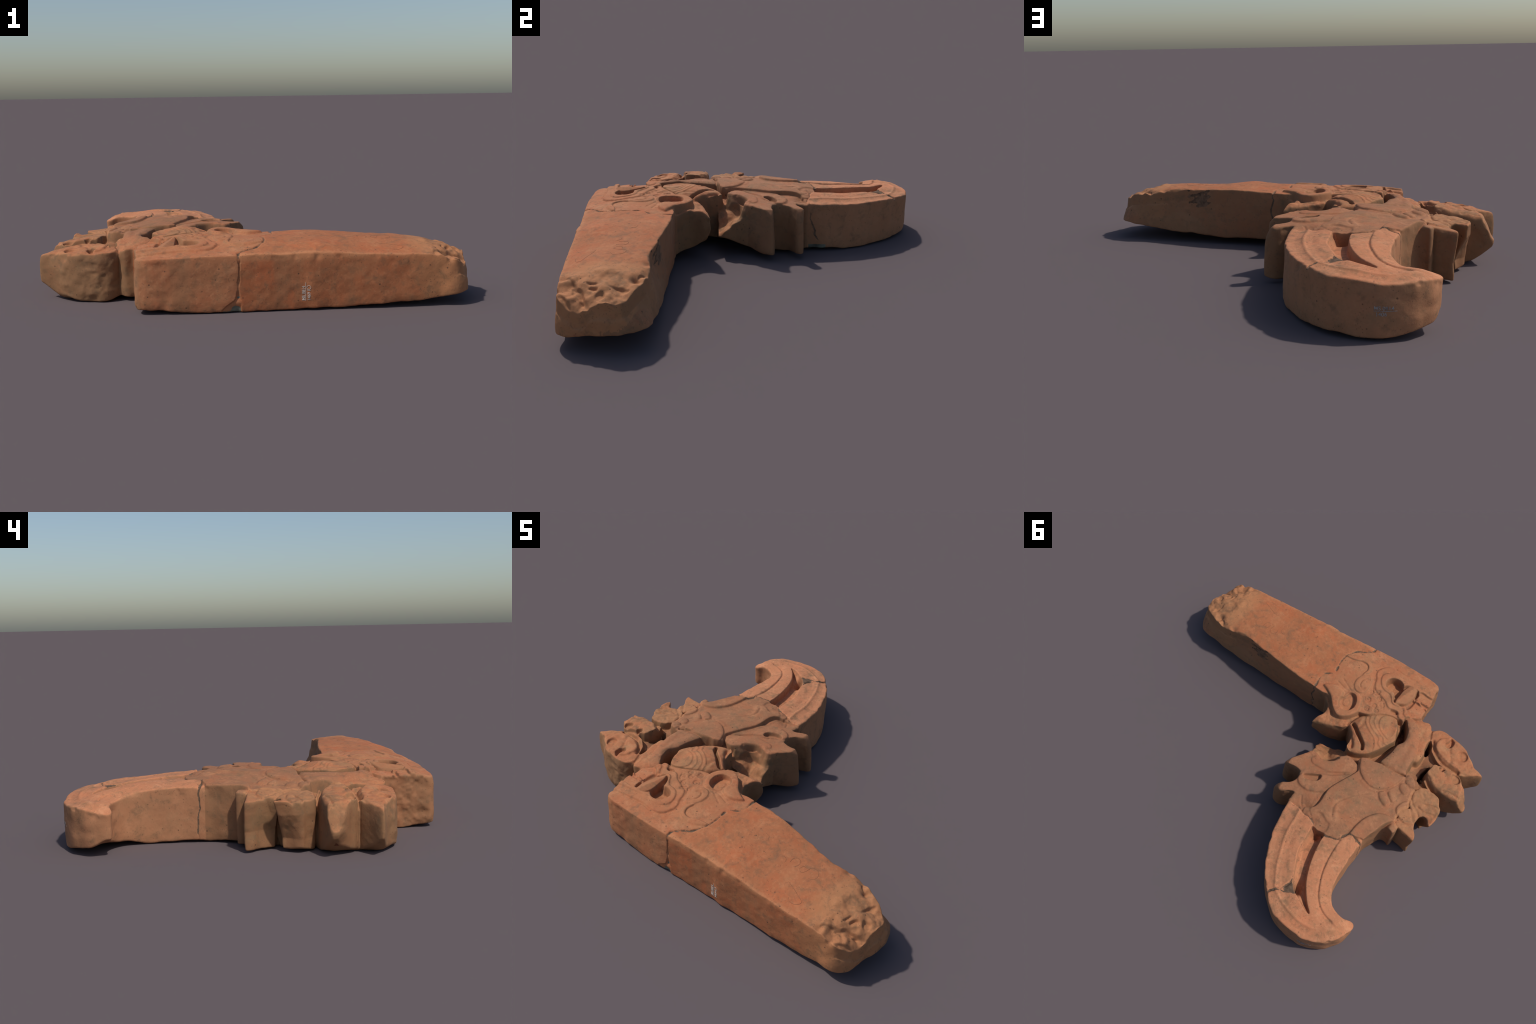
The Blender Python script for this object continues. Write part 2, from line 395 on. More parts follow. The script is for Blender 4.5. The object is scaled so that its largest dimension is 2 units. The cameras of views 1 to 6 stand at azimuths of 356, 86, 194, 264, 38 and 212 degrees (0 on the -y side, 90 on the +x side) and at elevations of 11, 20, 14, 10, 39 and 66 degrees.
sd_field = field(FIELD)
level(sd_field, TOP + .000, edge=.0035, lip=.003)
groove([(-.526, -.028), (-.482, .015), (-.442, .056), (-.412, .095), (-.393, .127), (-.384, .156), (-.390, .188), (-.404, .220)], .006, .0035)
field_side = smooth01((.02 - field([(-.54, -.02), (-.482, .015), (-.442, .056), (-.405, .10), (-.385, .15), (-.42, .25), (-.30, .25), (-.30, .10), (-.37, -.05), (-.37, -.15)])) / .012)
add(field_side, .003)
CHIP = [(-.290, .262), (-.323, .241), (-.349, .233), (-.376, .247), (-.392, .258), (-.417, .268), (-.420, .312), (-.391, .326), (-.358, .314), (-.321, .295)]
sd_chip = pit(CHIP, .006, edge=.007)
roughen(sd_chip, .003)
TONGUE = [(-.50, .32), (-.531, .255), (-.540, .194), (-.555, .139), (-.581, .093), (-.614, .060), (-.658, .043), (-.696, .046), (-.728, .060), (-.75, .09), (-.72, .14), (-.68, .14), (-.65, .20), (-.63, .33), (-.55, .33)]
raised(TONGUE, .014, edge=.004, lip=.008)

# horn: outer band with a crest, inner band stepped up beside a groove
HORN_TOP = [(-.13, .28), (-.207, .264), (-.263, .283), (-.329, .294), (-.37, .33), (-.423, .331), (-.459, .325), (-.512, .307), (-.520, .275), (-.564, .253), (-.63, .26),
            (-.66, .50), (-.72, .60), (-.84, .62), (-.84, .78), (-.70, .90), (-.40, .90), (-.20, .70), (-.12, .45)]
sd_horn = np.maximum(field(HORN_TOP), SD["horn"] - .02)
inner_edge = -SD["horn"]
level(sd_horn, TOP, edge=.003)
RIDGE = [(-.232, .262), (-.240, .332), (-.242, .395), (-.249, .448), (-.260, .491), (-.282, .558), (-.302, .614), (-.330, .666), (-.356, .714), (-.395, .742), (-.454, .769), (-.519, .790), (-.575, .796), (-.631, .788), (-.683, .763), (-.723, .736)]
d_ridge = field(RIDGE, False, reach=.09)
add(np.exp(-(d_ridge / .007) ** 2) * (d_ridge < 1), .004)
add(np.clip(1 - np.abs(d_ridge - .035) / .03, 0, 1) * (d_ridge < 1), -.003)
GROOVE = [(-.512, .305), (-.509, .390), (-.514, .457), (-.525, .517), (-.547, .581), (-.576, .636), (-.617, .678), (-.658, .698), (-.701, .709), (-.741, .717)]
BAND = GROOVE + [(-.79, .70), (-.84, .66), (-.74, .60), (-.66, .56), (-.65, .40), (-.66, .26), (-.564, .245)]
sd_band = raised(BAND, .006, edge=.005, lip=.003)
groove(GROOVE[:-1], .005, .005)

# lens-shaped boss, bead rim and finger-like pendants
LENS = [(-.362, -.171), (-.389, -.189), (-.428, -.187), (-.470, -.196), (-.520, -.198), (-.574, -.199), (-.622, -.211), (-.616, -.172), (-.599, -.125), (-.570, -.082), (-.537, -.056), (-.493, -.046), (-.449, -.057), (-.408, -.085), (-.383, -.118), (-.369, -.147)]
sd_lens = field(LENS)
level(sd_lens, TOP + .013 + .004 * np.clip(-sd_lens / .06, 0, 1), edge=.0035, lip=.003)
d_rim = field([(-.44, -.048), (-.493, -.033), (-.542, -.044), (-.583, -.074), (-.608, -.115), (-.628, -.164), (-.632, -.21)], False)
add(np.exp(-(d_rim / .010) ** 2) * (d_rim < 1) * (sd_lens > 0), .004)
FINGERS = [[(-.548, -.040), (-.573, -.012), (-.609, .006), (-.627, .000), (-.629, -.026), (-.604, -.051), (-.570, -.064)],
           [(-.592, -.070), (-.619, -.043), (-.643, -.038), (-.656, -.060), (-.634, -.082), (-.605, -.089)],
           [(-.626, -.150), (-.634, -.128), (-.664, -.112), (-.684, -.125), (-.686, -.152), (-.666, -.168), (-.639, -.171)],
           [(-.636, -.222), (-.669, -.249), (-.698, -.246), (-.710, -.226), (-.705, -.187), (-.676, -.169), (-.644, -.178)]]
sd_fingers = np.full((NX, NY), FAR, np.float32)
for f in FINGERS:
    sd_fingers = np.minimum(sd_fingers, raised(f, .004, edge=.004, dome=.008, size=.02))
groove([(-.64, -.20), (-.67, -.215), (-.70, -.205)], .004, .005)

# fringe lobes
level(SD["fringe_lobe_a"], TOP - .004, edge=.004, lip=.003)
level(SD["fringe_lobe_b"], TOP - .004, edge=.004, lip=.004)
raised([(-.676, -.019), (-.700, .010), (-.747, .026), (-.779, .017), (-.805, -.010), (-.795, -.055), (-.746, -.093), (-.710, -.093), (-.684, -.064)], .009, edge=.004, lip=.004)
groove([(-.892, -.150), (-.85, -.153), (-.802, -.134)], .006, .007)
groove([(-.774, -.098), (-.809, -.092), (-.86, -.101), (-.895, -.108)], .007, .008)
groove([(-.70, -.17), (-.72, -.12), (-.76, -.08), (-.80, -.05)], .006, .006)
roughen(SD["fringe_lobe_b"], .004)
c_tip = smooth01((-X - .925) / .06)
level(SD["fringe_lobe_c"], TOP - .105 * smooth01(np.hypot(np.clip(-X - .932, 0, 1), np.clip(Y + .27, 0, 1) * .6) / .070), edge=.004)
C_TOP = [(-.698, -.292), (-.708, -.343), (-.73, -.372), (-.752, -.372), (-.763, -.392), (-.785, -.382), (-.824, -.390), (-.875, -.394), (-.900, -.378), (-.915, -.355), (-.935, -.323), (-.942, -.273), (-.946, -.250), (-.928, -.246), (-.847, -.238), (-.812, -.244), (-.765, -.260), (-.735, -.285)]
sd_ctop = raised(C_TOP, .005, edge=.006, lip=.010)
pit([(-.844, -.364), (-.857, -.386), (-.892, -.376), (-.897, -.353), (-.872, -.333)], .020, edge=.007)
pit([(-.760, -.366), (-.782, -.384), (-.793, -.366), (-.776, -.349)], .024, edge=.005)
groove([(-.700, -.31), (-.715, -.283), (-.755, -.252), (-.81, -.232), (-.86, -.228)], .009, .030)
groove([(-.845, -.257), (-.88, -.268), (-.94, -.272)], .006, .007)
roughen(SD["fringe_lobe_c"], .003)
level(SD["fringe_lobe_d"], TOP - .014, edge=.004, lip=.006)
D_DISC = [(-.672, -.485), (-.676, -.531), (-.702, -.562), (-.745, -.576), (-.790, -.578), (-.84, -.562), (-.88, -.530), (-.92, -.50), (-.99, -.48), (-.95, -.44), (-.88, -.415), (-.846, -.420), (-.808, -.420), (-.762, -.428), (-.721, -.444), (-.690, -.460)]
raised(D_DISC, .008, edge=.006, lip=.006)
groove([(-.655, -.50), (-.672, -.468), (-.70, -.440), (-.745, -.415), (-.80, -.405), (-.86, -.405)], .010, .020)
pit([(-.721, -.528), (-.730, -.548), (-.734, -.578), (-.756, -.560), (-.757, -.530), (-.738, -.513)], .024, edge=.006)
pit([(-.808, -.514), (-.825, -.538), (-.853, -.538), (-.867, -.514), (-.858, -.487), (-.829, -.487)], .014, edge=.006)
groove([(-.755, -.53), (-.76, -.50), (-.78, -.47), (-.80, -.44)], .006, .003)
roughen(SD["fringe_lobe_d"], .003)

# neck: collar band round the shell boss
COLLAR_OUT = [(-.46, -.53), (-.512, -.566), (-.560, -.610), (-.602, -.610), (-.618, -.55), (-.642, -.482), (-.648, -.427), (-.650, -.378), (-.644, -.335), (-.615, -.308), (-.61, -.24), (-.56, -.22), (-.52, -.40), (-.47, -.48)]
sd_cout = field(COLLAR_OUT)
level(sd_cout, TOP - .010, edge=.007, lip=.016, lipw=.035)
roughen(sd_cout, .004)
COLLAR = [(-.456, -.522), (-.479, -.546), (-.507, -.547), (-.544, -.513), (-.566, -.478), (-.586, -.428), (-.608, -.366), (-.618, -.308), (-.618, -.258), (-.617, -.216), (-.571, -.203), (-.520, -.200), (-.470, -.200), (-.462, -.215), (-.472, -.250), (-.485, -.300), (-.490, -.351), (-.512, -.392), (-.506, -.433), (-.477, -.483)]
sd_col = field(COLLAR)
level(sd_col, TOP + .009, edge=.006, lip=.013, lipw=.034)
groove([(-.470, -.205), (-.529, -.192), (-.573, -.201), (-.622, -.214)], .004, .006)
groove([(-.485, -.345), (-.516, -.350), (-.549, -.370), (-.574, -.395)], .004, .0025)
pit([(-.592, -.196), (-.618, -.200), (-.625, -.216), (-.60, -.214)], .010)

# shell boss
BALL = [(-.183, -.338), (-.205, -.377), (-.225, -.405), (-.255, -.420), (-.294, -.448), (-.336, -.472), (-.385, -.490), (-.424, -.484), (-.450, -.441), (-.463, -.401), (-.474, -.362), (-.44, -.295), (-.386, -.218), (-.325, -.180), (-.278, -.173), (-.252, -.191), (-.246, -.225), (-.228, -.273), (-.188, -.309)]
sd_ball = field(BALL)
for hole, depth in (([(-.455, -.515), (-.462, -.465), (-.462, -.416), (-.470, -.375), (-.493, -.382), (-.510, -.404), (-.503, -.443), (-.482, -.485)], .11),
                    ([(-.485, -.375), (-.465, -.318), (-.450, -.249), (-.428, -.194), (-.381, -.200), (-.40, -.247), (-.43, -.296), (-.455, -.351)], .08)):
    level(field(hole), TOP - depth, edge=.008)
level(field([(-.27, -.25), (-.20, -.25), (-.20, -.30), (-.24, -.38), (-.40, -.22), (-.33, -.165), (-.27, -.155)]), TOP - .06, edge=.008)
level(sd_ball, np.minimum(TOP - .004 + .017 * np.exp(-((X + .33) ** 2 + (Y + .33) ** 2) / .075 ** 2), .298) - .020 * smooth01((X + .25) / .08), edge=.005, lip=.014, lipw=.024)
DISC = [(-.338, -.452), (-.360, -.478), (-.396, -.487), (-.430, -.465), (-.448, -.428), (-.450, -.385), (-.436, -.350), (-.409, -.353), (-.376, -.367), (-.352, -.388), (-.336, -.422)]
T2 = [(-.303, -.46), (-.308, -.408), (-.333, -.375), (-.371, -.351), (-.407, -.338), (-.430, -.315), (-.52, -.33), (-.50, -.46), (-.42, -.53), (-.32, -.51)]
T3 = [(-.278, -.45), (-.286, -.394), (-.308, -.364), (-.345, -.340), (-.385, -.323), (-.412, -.285), (-.52, -.28), (-.50, -.46), (-.42, -.53), (-.30, -.50)]
T4 = [(-.255, -.44), (-.267, -.382), (-.290, -.353), (-.325, -.326), (-.365, -.304), (-.388, -.270), (-.400, -.235), (-.45, -.18), (-.52, -.28), (-.50, -.46), (-.42, -.53), (-.27, -.48)]
for t in (T4, T3, T2, DISC):
    sd = np.maximum(field(t), sd_ball + .004)
    add(smooth01((.0025 - sd) / .005), .0045 * np.exp(np.minimum(sd, 0) / .012) + (.001 if t is DISC else 0))
d_slot = field([(-.217, -.330), (-.240, -.315), (-.269, -.290), (-.299, -.267), (-.325, -.247), (-.337, -.222)], False)
add(smooth01((.012 - d_slot) / .010) * (d_slot < 1), -.035)
groove([(-.20, -.30), (-.235, -.26), (-.262, -.235), (-.28, -.20)], .008, .012)
roughen(np.maximum(sd_ball, -(X + .27)), .005)

# deep undercut holes between neck and fringe
pit([(-.638, -.490), (-.656, -.478), (-.664, -.437), (-.654, -.410), (-.640, -.428)], .09, edge=.006)
pit([(-.688, -.262), (-.690, -.305), (-.706, -.356), (-.718, -.345), (-.712, -.301), (-.722, -.258), (-.705, -.25)], .07, edge=.006)

# slot through the horn: a sloping ledge on the outer side, a steep inner wall, two deep holes
across = field(SLOT_OUTER, False, reach=.12)
floor = TOP - .008 - 1.5 * np.clip(across, 0, .024)
floor = floor - .05 * np.exp(-((X + .385) ** 2 + (Y - .345) ** 2) / .020 ** 2) - .055 * np.exp(-(((X + .455) / .022) ** 2 + ((Y - .665) / .05) ** 2))
level(SD["slot"], floor, edge=.003)

# cracks along which the fragments were rejoined
CRACKS = {
    "a": [(-.073, -.862), (-.067, -.824), (-.021, -.783), (.005, -.769), (.040, -.718), (.051, -.678), (.053, -.632), (.048, -.585), (.048, -.556), (.085, -.531), (.102, -.492), (.098, -.448), (.099, -.405)],
    "b": [(-.143, .280), (-.177, .275), (-.207, .262), (-.238, .269), (-.263, .283), (-.297, .286), (-.335, .300), (-.352, .325)],
    "c": [(-.415, .331), (-.459, .325), (-.492, .317), (-.512, .307), (-.516, .279), (-.534, .256), (-.564, .253), (-.595, .261), (-.620, .270)],
    "d": [(-.322, .768), (-.337, .745), (-.351, .722), (-.376, .704), (-.396, .678), (-.409, .648), (-.404, .615)],
    "e": [(-.330, .752), (-.370, .715), (-.408, .705), (-.432, .692), (-.455, .684)],
}
crack_dist = np.full((NX, NY), FAR, np.float32)
jig = noise2(.03, 3) * .004
for k, line in CRACKS.items():
    d = np.maximum(field(line, False, reach=.03, sub=4) + jig, 0)
    width = {"a": .0035, "b": .0045, "c": .0035, "d": .005, "e": .003}[k]
    add(np.exp(-(d / width) ** 2) * (d < 1), -(.007 if k != "e" else .004))
    crack_dist = np.minimum(crack_dist, d)
# wide mortar-filled triangle in the outer crack of the horn
MORTAR_WEDGE = [(-.400, .700), (-.395, .675), (-.410, .645), (-.45, .655), (-.462, .685), (-.43, .695)]
sd_mortar = pit(MORTAR_WEDGE, .004)

# broken far end of the beam
END_LINE = .800 + .02 * np.sin((Y + .60) * 11) + .012 * noise2(.05, 2) + .02 * smooth01((Y + .62) / .1)
past = np.clip(X - END_LINE, 0, .3)
beam_side = (Y < -.3)
rear = .6 * np.clip(Y + .55, 0, .1) * np.clip(past / .08, 0, 1)
H = np.where(beam_side, H - (.13 * past + (.7 + 1.1 * smooth01((-Y - .66) / .12)) * past ** 2 + .5 * rear).astype(np.float32), H)
H = H + np.where(beam_side, smooth01(past / .06) * .007 * noise2(.07, 3), 0)
for gx, gy, L, W, ang, dep in [(.832, -.785, .045, .014, -.9, .016), (.860, -.700, .030, .010, -.4, .014), (.892, -.690, .022, .014, -.8, .022), (.895, -.745, .055, .015, -1.0, .024),
                               (.922, -.800, .048, .015, -.9, .020), (.935, -.660, .024, .018, -.6, .020), (.815, -.512, .022, .012, .6, .014), (.900, -.590, .045, .016, -.3, .014), (.945, -.72, .035, .016, -1.0, .016)]:
    u = (X - gx) * math.cos(ang) + (Y - gy) * math.sin(ang) + .006 * noise2(.03, 1)
    w = -(X - gx) * math.sin(ang) + (Y - gy) * math.cos(ang) + .005 * noise2(.02, 1)
    bowl = np.clip(1 - (u / W) ** 2 - (w / L) ** 2, 0, 1)
    add(np.minimum(bowl * 2.0, 1) * (.4 + .6 * smooth01(.5 - u / W)), -dep * .6)
roughen(np.where(beam_side, -(X - END_LINE), FAR), .004, fade=.05)
# worn rear edge near the end
for cx, cy, r, d in [(.80, -.49, .022, .016), (.765, -.472, .016, .012), (.72, -.492, .02, .010), (.835, -.53, .02, .018), (.63, -.487, .018, .006), (.80, -.82, .02, .012), (.86, -.80, .03, .012), (.55, -.475, .015, .005)]:
    add(np.exp(-((X - cx) ** 2 + (Y - cy) ** 2) / r ** 2), -d)

rough = np.where((sd_ear < .004) | ((SD['beam'] < 0) & (X < .6)), np.minimum(rough, .0012), rough).astype(np.float32)
# overall unevenness
n_a, n_b, n_c = noise2(.16, 2), noise2(.035, 2), noise2(.014, 2)
H = H + .0022 * n_a + .0008 * n_b + .0004 * n_c
H = H + rough * (.45 * n_b + .15 * n_c + .75 * noise2(.06, 1))
H = H.astype(np.float32)

# soften the carving a little: clay has no knife edges
def blur(A, n=1):
    for _ in range(n):
        A[1:-1] = (A[:-2] + 2 * A[1:-1] + A[2:]) * .25
        A[:, 1:-1] = (A[:, :-2] + 2 * A[:, 1:-1] + A[:, 2:]) * .25
    return A

H = blur(H, 1)
gx, gy = np.gradient(H, STEP)
TOP_N = np.sqrt(1 + np.minimum(gx ** 2 + gy ** 2, 25)).astype(np.float32)
BASE = np.maximum(BASE + .004 * noise2(.09, 2) + .0015 * n_b - .002, 0)
gx, gy = np.gradient(BASE, STEP)
BASE_N = np.sqrt(1 + gx ** 2 + gy ** 2).astype(np.float32)

# how lumpy the side walls are
wall = np.full((NX, NY), .0042, np.float32)
def lumpy(x, y, r, a):
    global wall
    wall = np.maximum(wall, a * np.exp(-((X - x) ** 2 + (Y - y) ** 2) / r ** 2))
for s in [(.98, -.65, .12, .010), (.95, -.50, .07, .008), (-.72, -.59, .11, .015), (-.87, -.56, .08, .011), (-.53, -.72, .13, .020), (-.40, -.85, .12, .006), (-.08, -.14, .07, .008), (.0, -.26, .06, .008),
          (-.94, -.25, .06, .008), (-.89, -.1, .05, .010), (-.62, -.56, .04, .008)]:
    lumpy(*s)

# cracks running down the walls: (x, y, half width, direction along the wall, wander, drift at the foot)
WALL_CRACKS = [(.099, -.409, .0042, (1, .1), .010, .015), (-.149, .280, .0045, (-.1, 1), .010, .060), (-.325, .765, .0055, (-.6, .75), .008, .020), (-.618, .270, .0036, (0, 1), .006, .004)]
WANDER = RNG.rand(8, 40) * 2 - 1


def crack_place(i, z):
    x, y, r, (dx, dy), amp, drift = WALL_CRACKS[i]
    t = np.clip(z, 0, .34) / .022
    k = t.astype(int) if isinstance(t, np.ndarray) else int(t)
    f = t - k
    w = WANDER[i][k] * (1 - f) + WANDER[i][k + 1] * f
    s = amp * w + drift * np.clip(1 - z / .15, 0, 1)
    return x + dx * s, y + dy * s, r


# front joint: beam edge straight, panel edge broken away toward the foot
def joint_left(z):
    return -.073 - .012 * smooth01((.17 - z) / .08) - .060 * smooth01((.065 - z) / .06)


JOINT_RIGHT = -.065
UNDER = [(.99, -.60, .12, -.032, .22), (.935, -.81, .06, -.032, .22), (.93, -.505, .07, -.088, .22), (.955, -.49, .05, -.035, .17), (.62, -.465, .12, -.056, .26), (.80, -.48, .08, -.030, .24), (.42, -.44, .09, -.018, .26),
         (-.172, .39, .10, -.015, .24), (-.20, .54, .08, -.006, .22), (-.015, .035, .06, -.022, .22), (-.025, .205, .05, -.012, .22),
         (-.768, -.070, .030, .03, .22), (-.985, -.305, .045, .055, .12), ]
N_big, N_mid, N_small = Noise3(.075), Noise3(.032), Noise3(.014)
F = np.empty((NX, NY, NZ), np.float32)
K = .010                            # rounding of the rim


def smax(a, b, k):
    h = np.maximum(k - np.abs(a - b), 0) / k
    return np.maximum(a, b) + h * h * k * .25


for iz, z in enumerate(zs):
    n_mid = N_mid.at(z)
    n = .65 * N_big.at(z) + .32 * n_mid + .09 * N_small.at(z)
    d = np.minimum(solid, np.minimum(leaning('fringe_lobe_a', z), leaning('fringe_lobe_b', z))) + wall * n
    for i in range(len(WALL_CRACKS)):
        cx, cy, r = crack_place(i, z)
        i0, i1 = np.searchsorted(xs, [cx - .03, cx + .03])
        j0, j1 = np.searchsorted(ys, [cy - .03, cy + .03])
        d[i0:i1, j0:j1] = np.maximum(d[i0:i1, j0:j1], r - np.hypot(X[i0:i1, j0:j1] - cx, Y[i0:i1, j0:j1] - cy))
    gap = np.maximum(joint_left(float(z)) - X, X - JOINT_RIGHT) + .005 * n_mid + .004 * n
    d = np.where((Y < -.8) & (gap < 0), np.maximum(d, np.minimum(plan + .007 + .007 * n_mid, -gap * .9 + plan + .002)), d)
    # the walls draw in slightly toward the underside
    low = np.clip(1 - (z - BASE) / .05, 0, 1)
    d = d + .004 * low * low
    for ux, uy, ur, amount, start in UNDER:
        if z < start:
            i0, i1 = np.searchsorted(xs, [ux - 2.6 * ur, ux + 2.6 * ur])
            j0, j1 = np.searchsorted(ys, [uy - 2.6 * ur, uy + 2.6 * ur])
            k = amount * float(smooth01(np.float64((start - z) / start)))
            d[i0:i1, j0:j1] += k * np.exp(-((X[i0:i1, j0:j1] - ux) ** 2 + (Y[i0:i1, j0:j1] - uy) ** 2) / ur ** 2)
    # worn, chipped rims
    rim = np.exp(-((H - z - .004) / .022) ** 2)
    d = d + rim * (.009 * np.maximum(n_mid * .6 + n * .6 - .18, 0) + .0018 * n)
    f = smax(d, (z - H) / TOP_N + rough * (.7 * n_mid + .35 * n), K)
    f = smax(f, (BASE - z) / BASE_N, .008)
    F[:, :, iz] = f
F[0], F[-1] = 1, 1
F[:, 0], F[:, -1] = 1, 1
F[:, :, 0], F[:, :, -1] = 1, 1

# ------------------------------------------------------------------ meshing (surface nets)
def surface_nets(F):
    S = F < 0
    mixed = np.zeros(tuple(n - 1 for n in S.shape), bool)
    first = S[:-1, :-1, :-1]
    for a in (0, 1):
        for b in (0, 1):
            for c in (0, 1):
                if a + b + c:
                    mixed |= first != S[a:S.shape[0] - 1 + a, b:S.shape[1] - 1 + b, c:S.shape[2] - 1 + c]
    flat = np.flatnonzero(mixed)
    ci, cj, ck = np.unravel_index(flat, mixed.shape)
    total = np.zeros((len(flat), 3))
    count = np.zeros(len(flat))
    corner = {}
    for a in (0, 1):
        for b in (0, 1):
            for c in (0, 1):
                corner[a, b, c] = F[ci + a, cj + b, ck + c].astype(float)
    for p in corner:
        for axis in range(3):
            if p[axis] == 0:
                q = tuple(1 if i == axis else p[i] for i in range(3))
                fa, fb = corner[p], corner[q]
                hit = (fa < 0) != (fb < 0)
                t = np.where(hit, fa / np.where(hit, fa - fb, 1), 0)
                for i in range(3):
                    total[:, i] += np.where(hit, p[i] + (t if i == axis else 0), 0)
                count += hit
    v = total / count[:, None] + np.stack([ci, cj, ck], 1)
    v = v * STEP + np.array([X0, Y0, Z0])
    quads = []
    m = mixed.shape
    for axis in range(3):
        lo = [slice(None)] * 3
        hi = [slice(None)] * 3
        lo[axis], hi[axis] = slice(None, -1), slice(1, None)
        A, B = S[tuple(lo)], S[tuple(hi)]
        e = np.argwhere(A != B)
        up = A[tuple(e.T)]
        u, w = (axis + 1) % 3, (axis + 2) % 3
        ids = []
        for du, dw in ((1, 1), (0, 1), (0, 0), (1, 0)):
            c = e.copy()
            c[:, u] -= du
            c[:, w] -= dw
            ids.append(np.searchsorted(flat, np.ravel_multi_index(c.T, m)))
        q = np.stack(ids, 1)
        q[~up] = q[~up][:, ::-1]
        quads.append(q)
    return v, np.vstack(quads)


verts, quads = surface_nets(F)
del F
# keep the largest connected piece, drop stray crumbs
def largest_piece(n, quads):
    label = np.arange(n)
    e = np.vstack([quads[:, [0, 1]], quads[:, [1, 2]], quads[:, [2, 3]], quads[:, [3, 0]]])
    while True:
        m = np.minimum(label[e[:, 0]], label[e[:, 1]])
        new = label.copy()
        np.minimum.at(new, e[:, 0], m)
        np.minimum.at(new, e[:, 1], m)
        new = new[new]
        new = new[new]
        if (new == label).all():
            return label
        label = new


lab = largest_piece(len(verts), quads)
vals, cnt = np.unique(lab, return_counts=True)
keep = lab == vals[cnt.argmax()]
quads = quads[keep[quads[:, 0]]]
remap = np.cumsum(keep) - 1
verts, quads = verts[keep], remap[quads]

edges = np.vstack([quads[:, [0, 1]], quads[:, [1, 2]], quads[:, [2, 3]], quads[:, [3, 0]]])
deg = np.bincount(edges[:, 0], minlength=len(verts)) + np.bincount(edges[:, 1], minlength=len(verts))
for w in (.45, -.46, .45, -.46):
    avg = np.empty_like(verts)
    for i in range(3):
        avg[:, i] = np.bincount(edges[:, 0], verts[edges[:, 1], i], len(verts)) + np.bincount(edges[:, 1], verts[edges[:, 0], i], len(verts))
    verts = verts + w * (avg / deg[:, None] - verts)
verts[:, 2] -= verts[:, 2].min()

P = verts[quads]
fn = np.cross(P[:, 2] - P[:, 0], P[:, 3] - P[:, 1])
vn = np.empty_like(verts)
for i in range(3):
    vn[:, i] = sum(np.bincount(quads[:, c], fn[:, i], len(verts)) for c in range(4))
vn /= np.linalg.norm(vn, axis=1)[:, None] + 1e-12
fnu = fn / (np.linalg.norm(fn, axis=1)[:, None] + 1e-12)

# ------------------------------------------------------------------ materials
def rgb(r, g, b):
    return (r, g, b, 1)


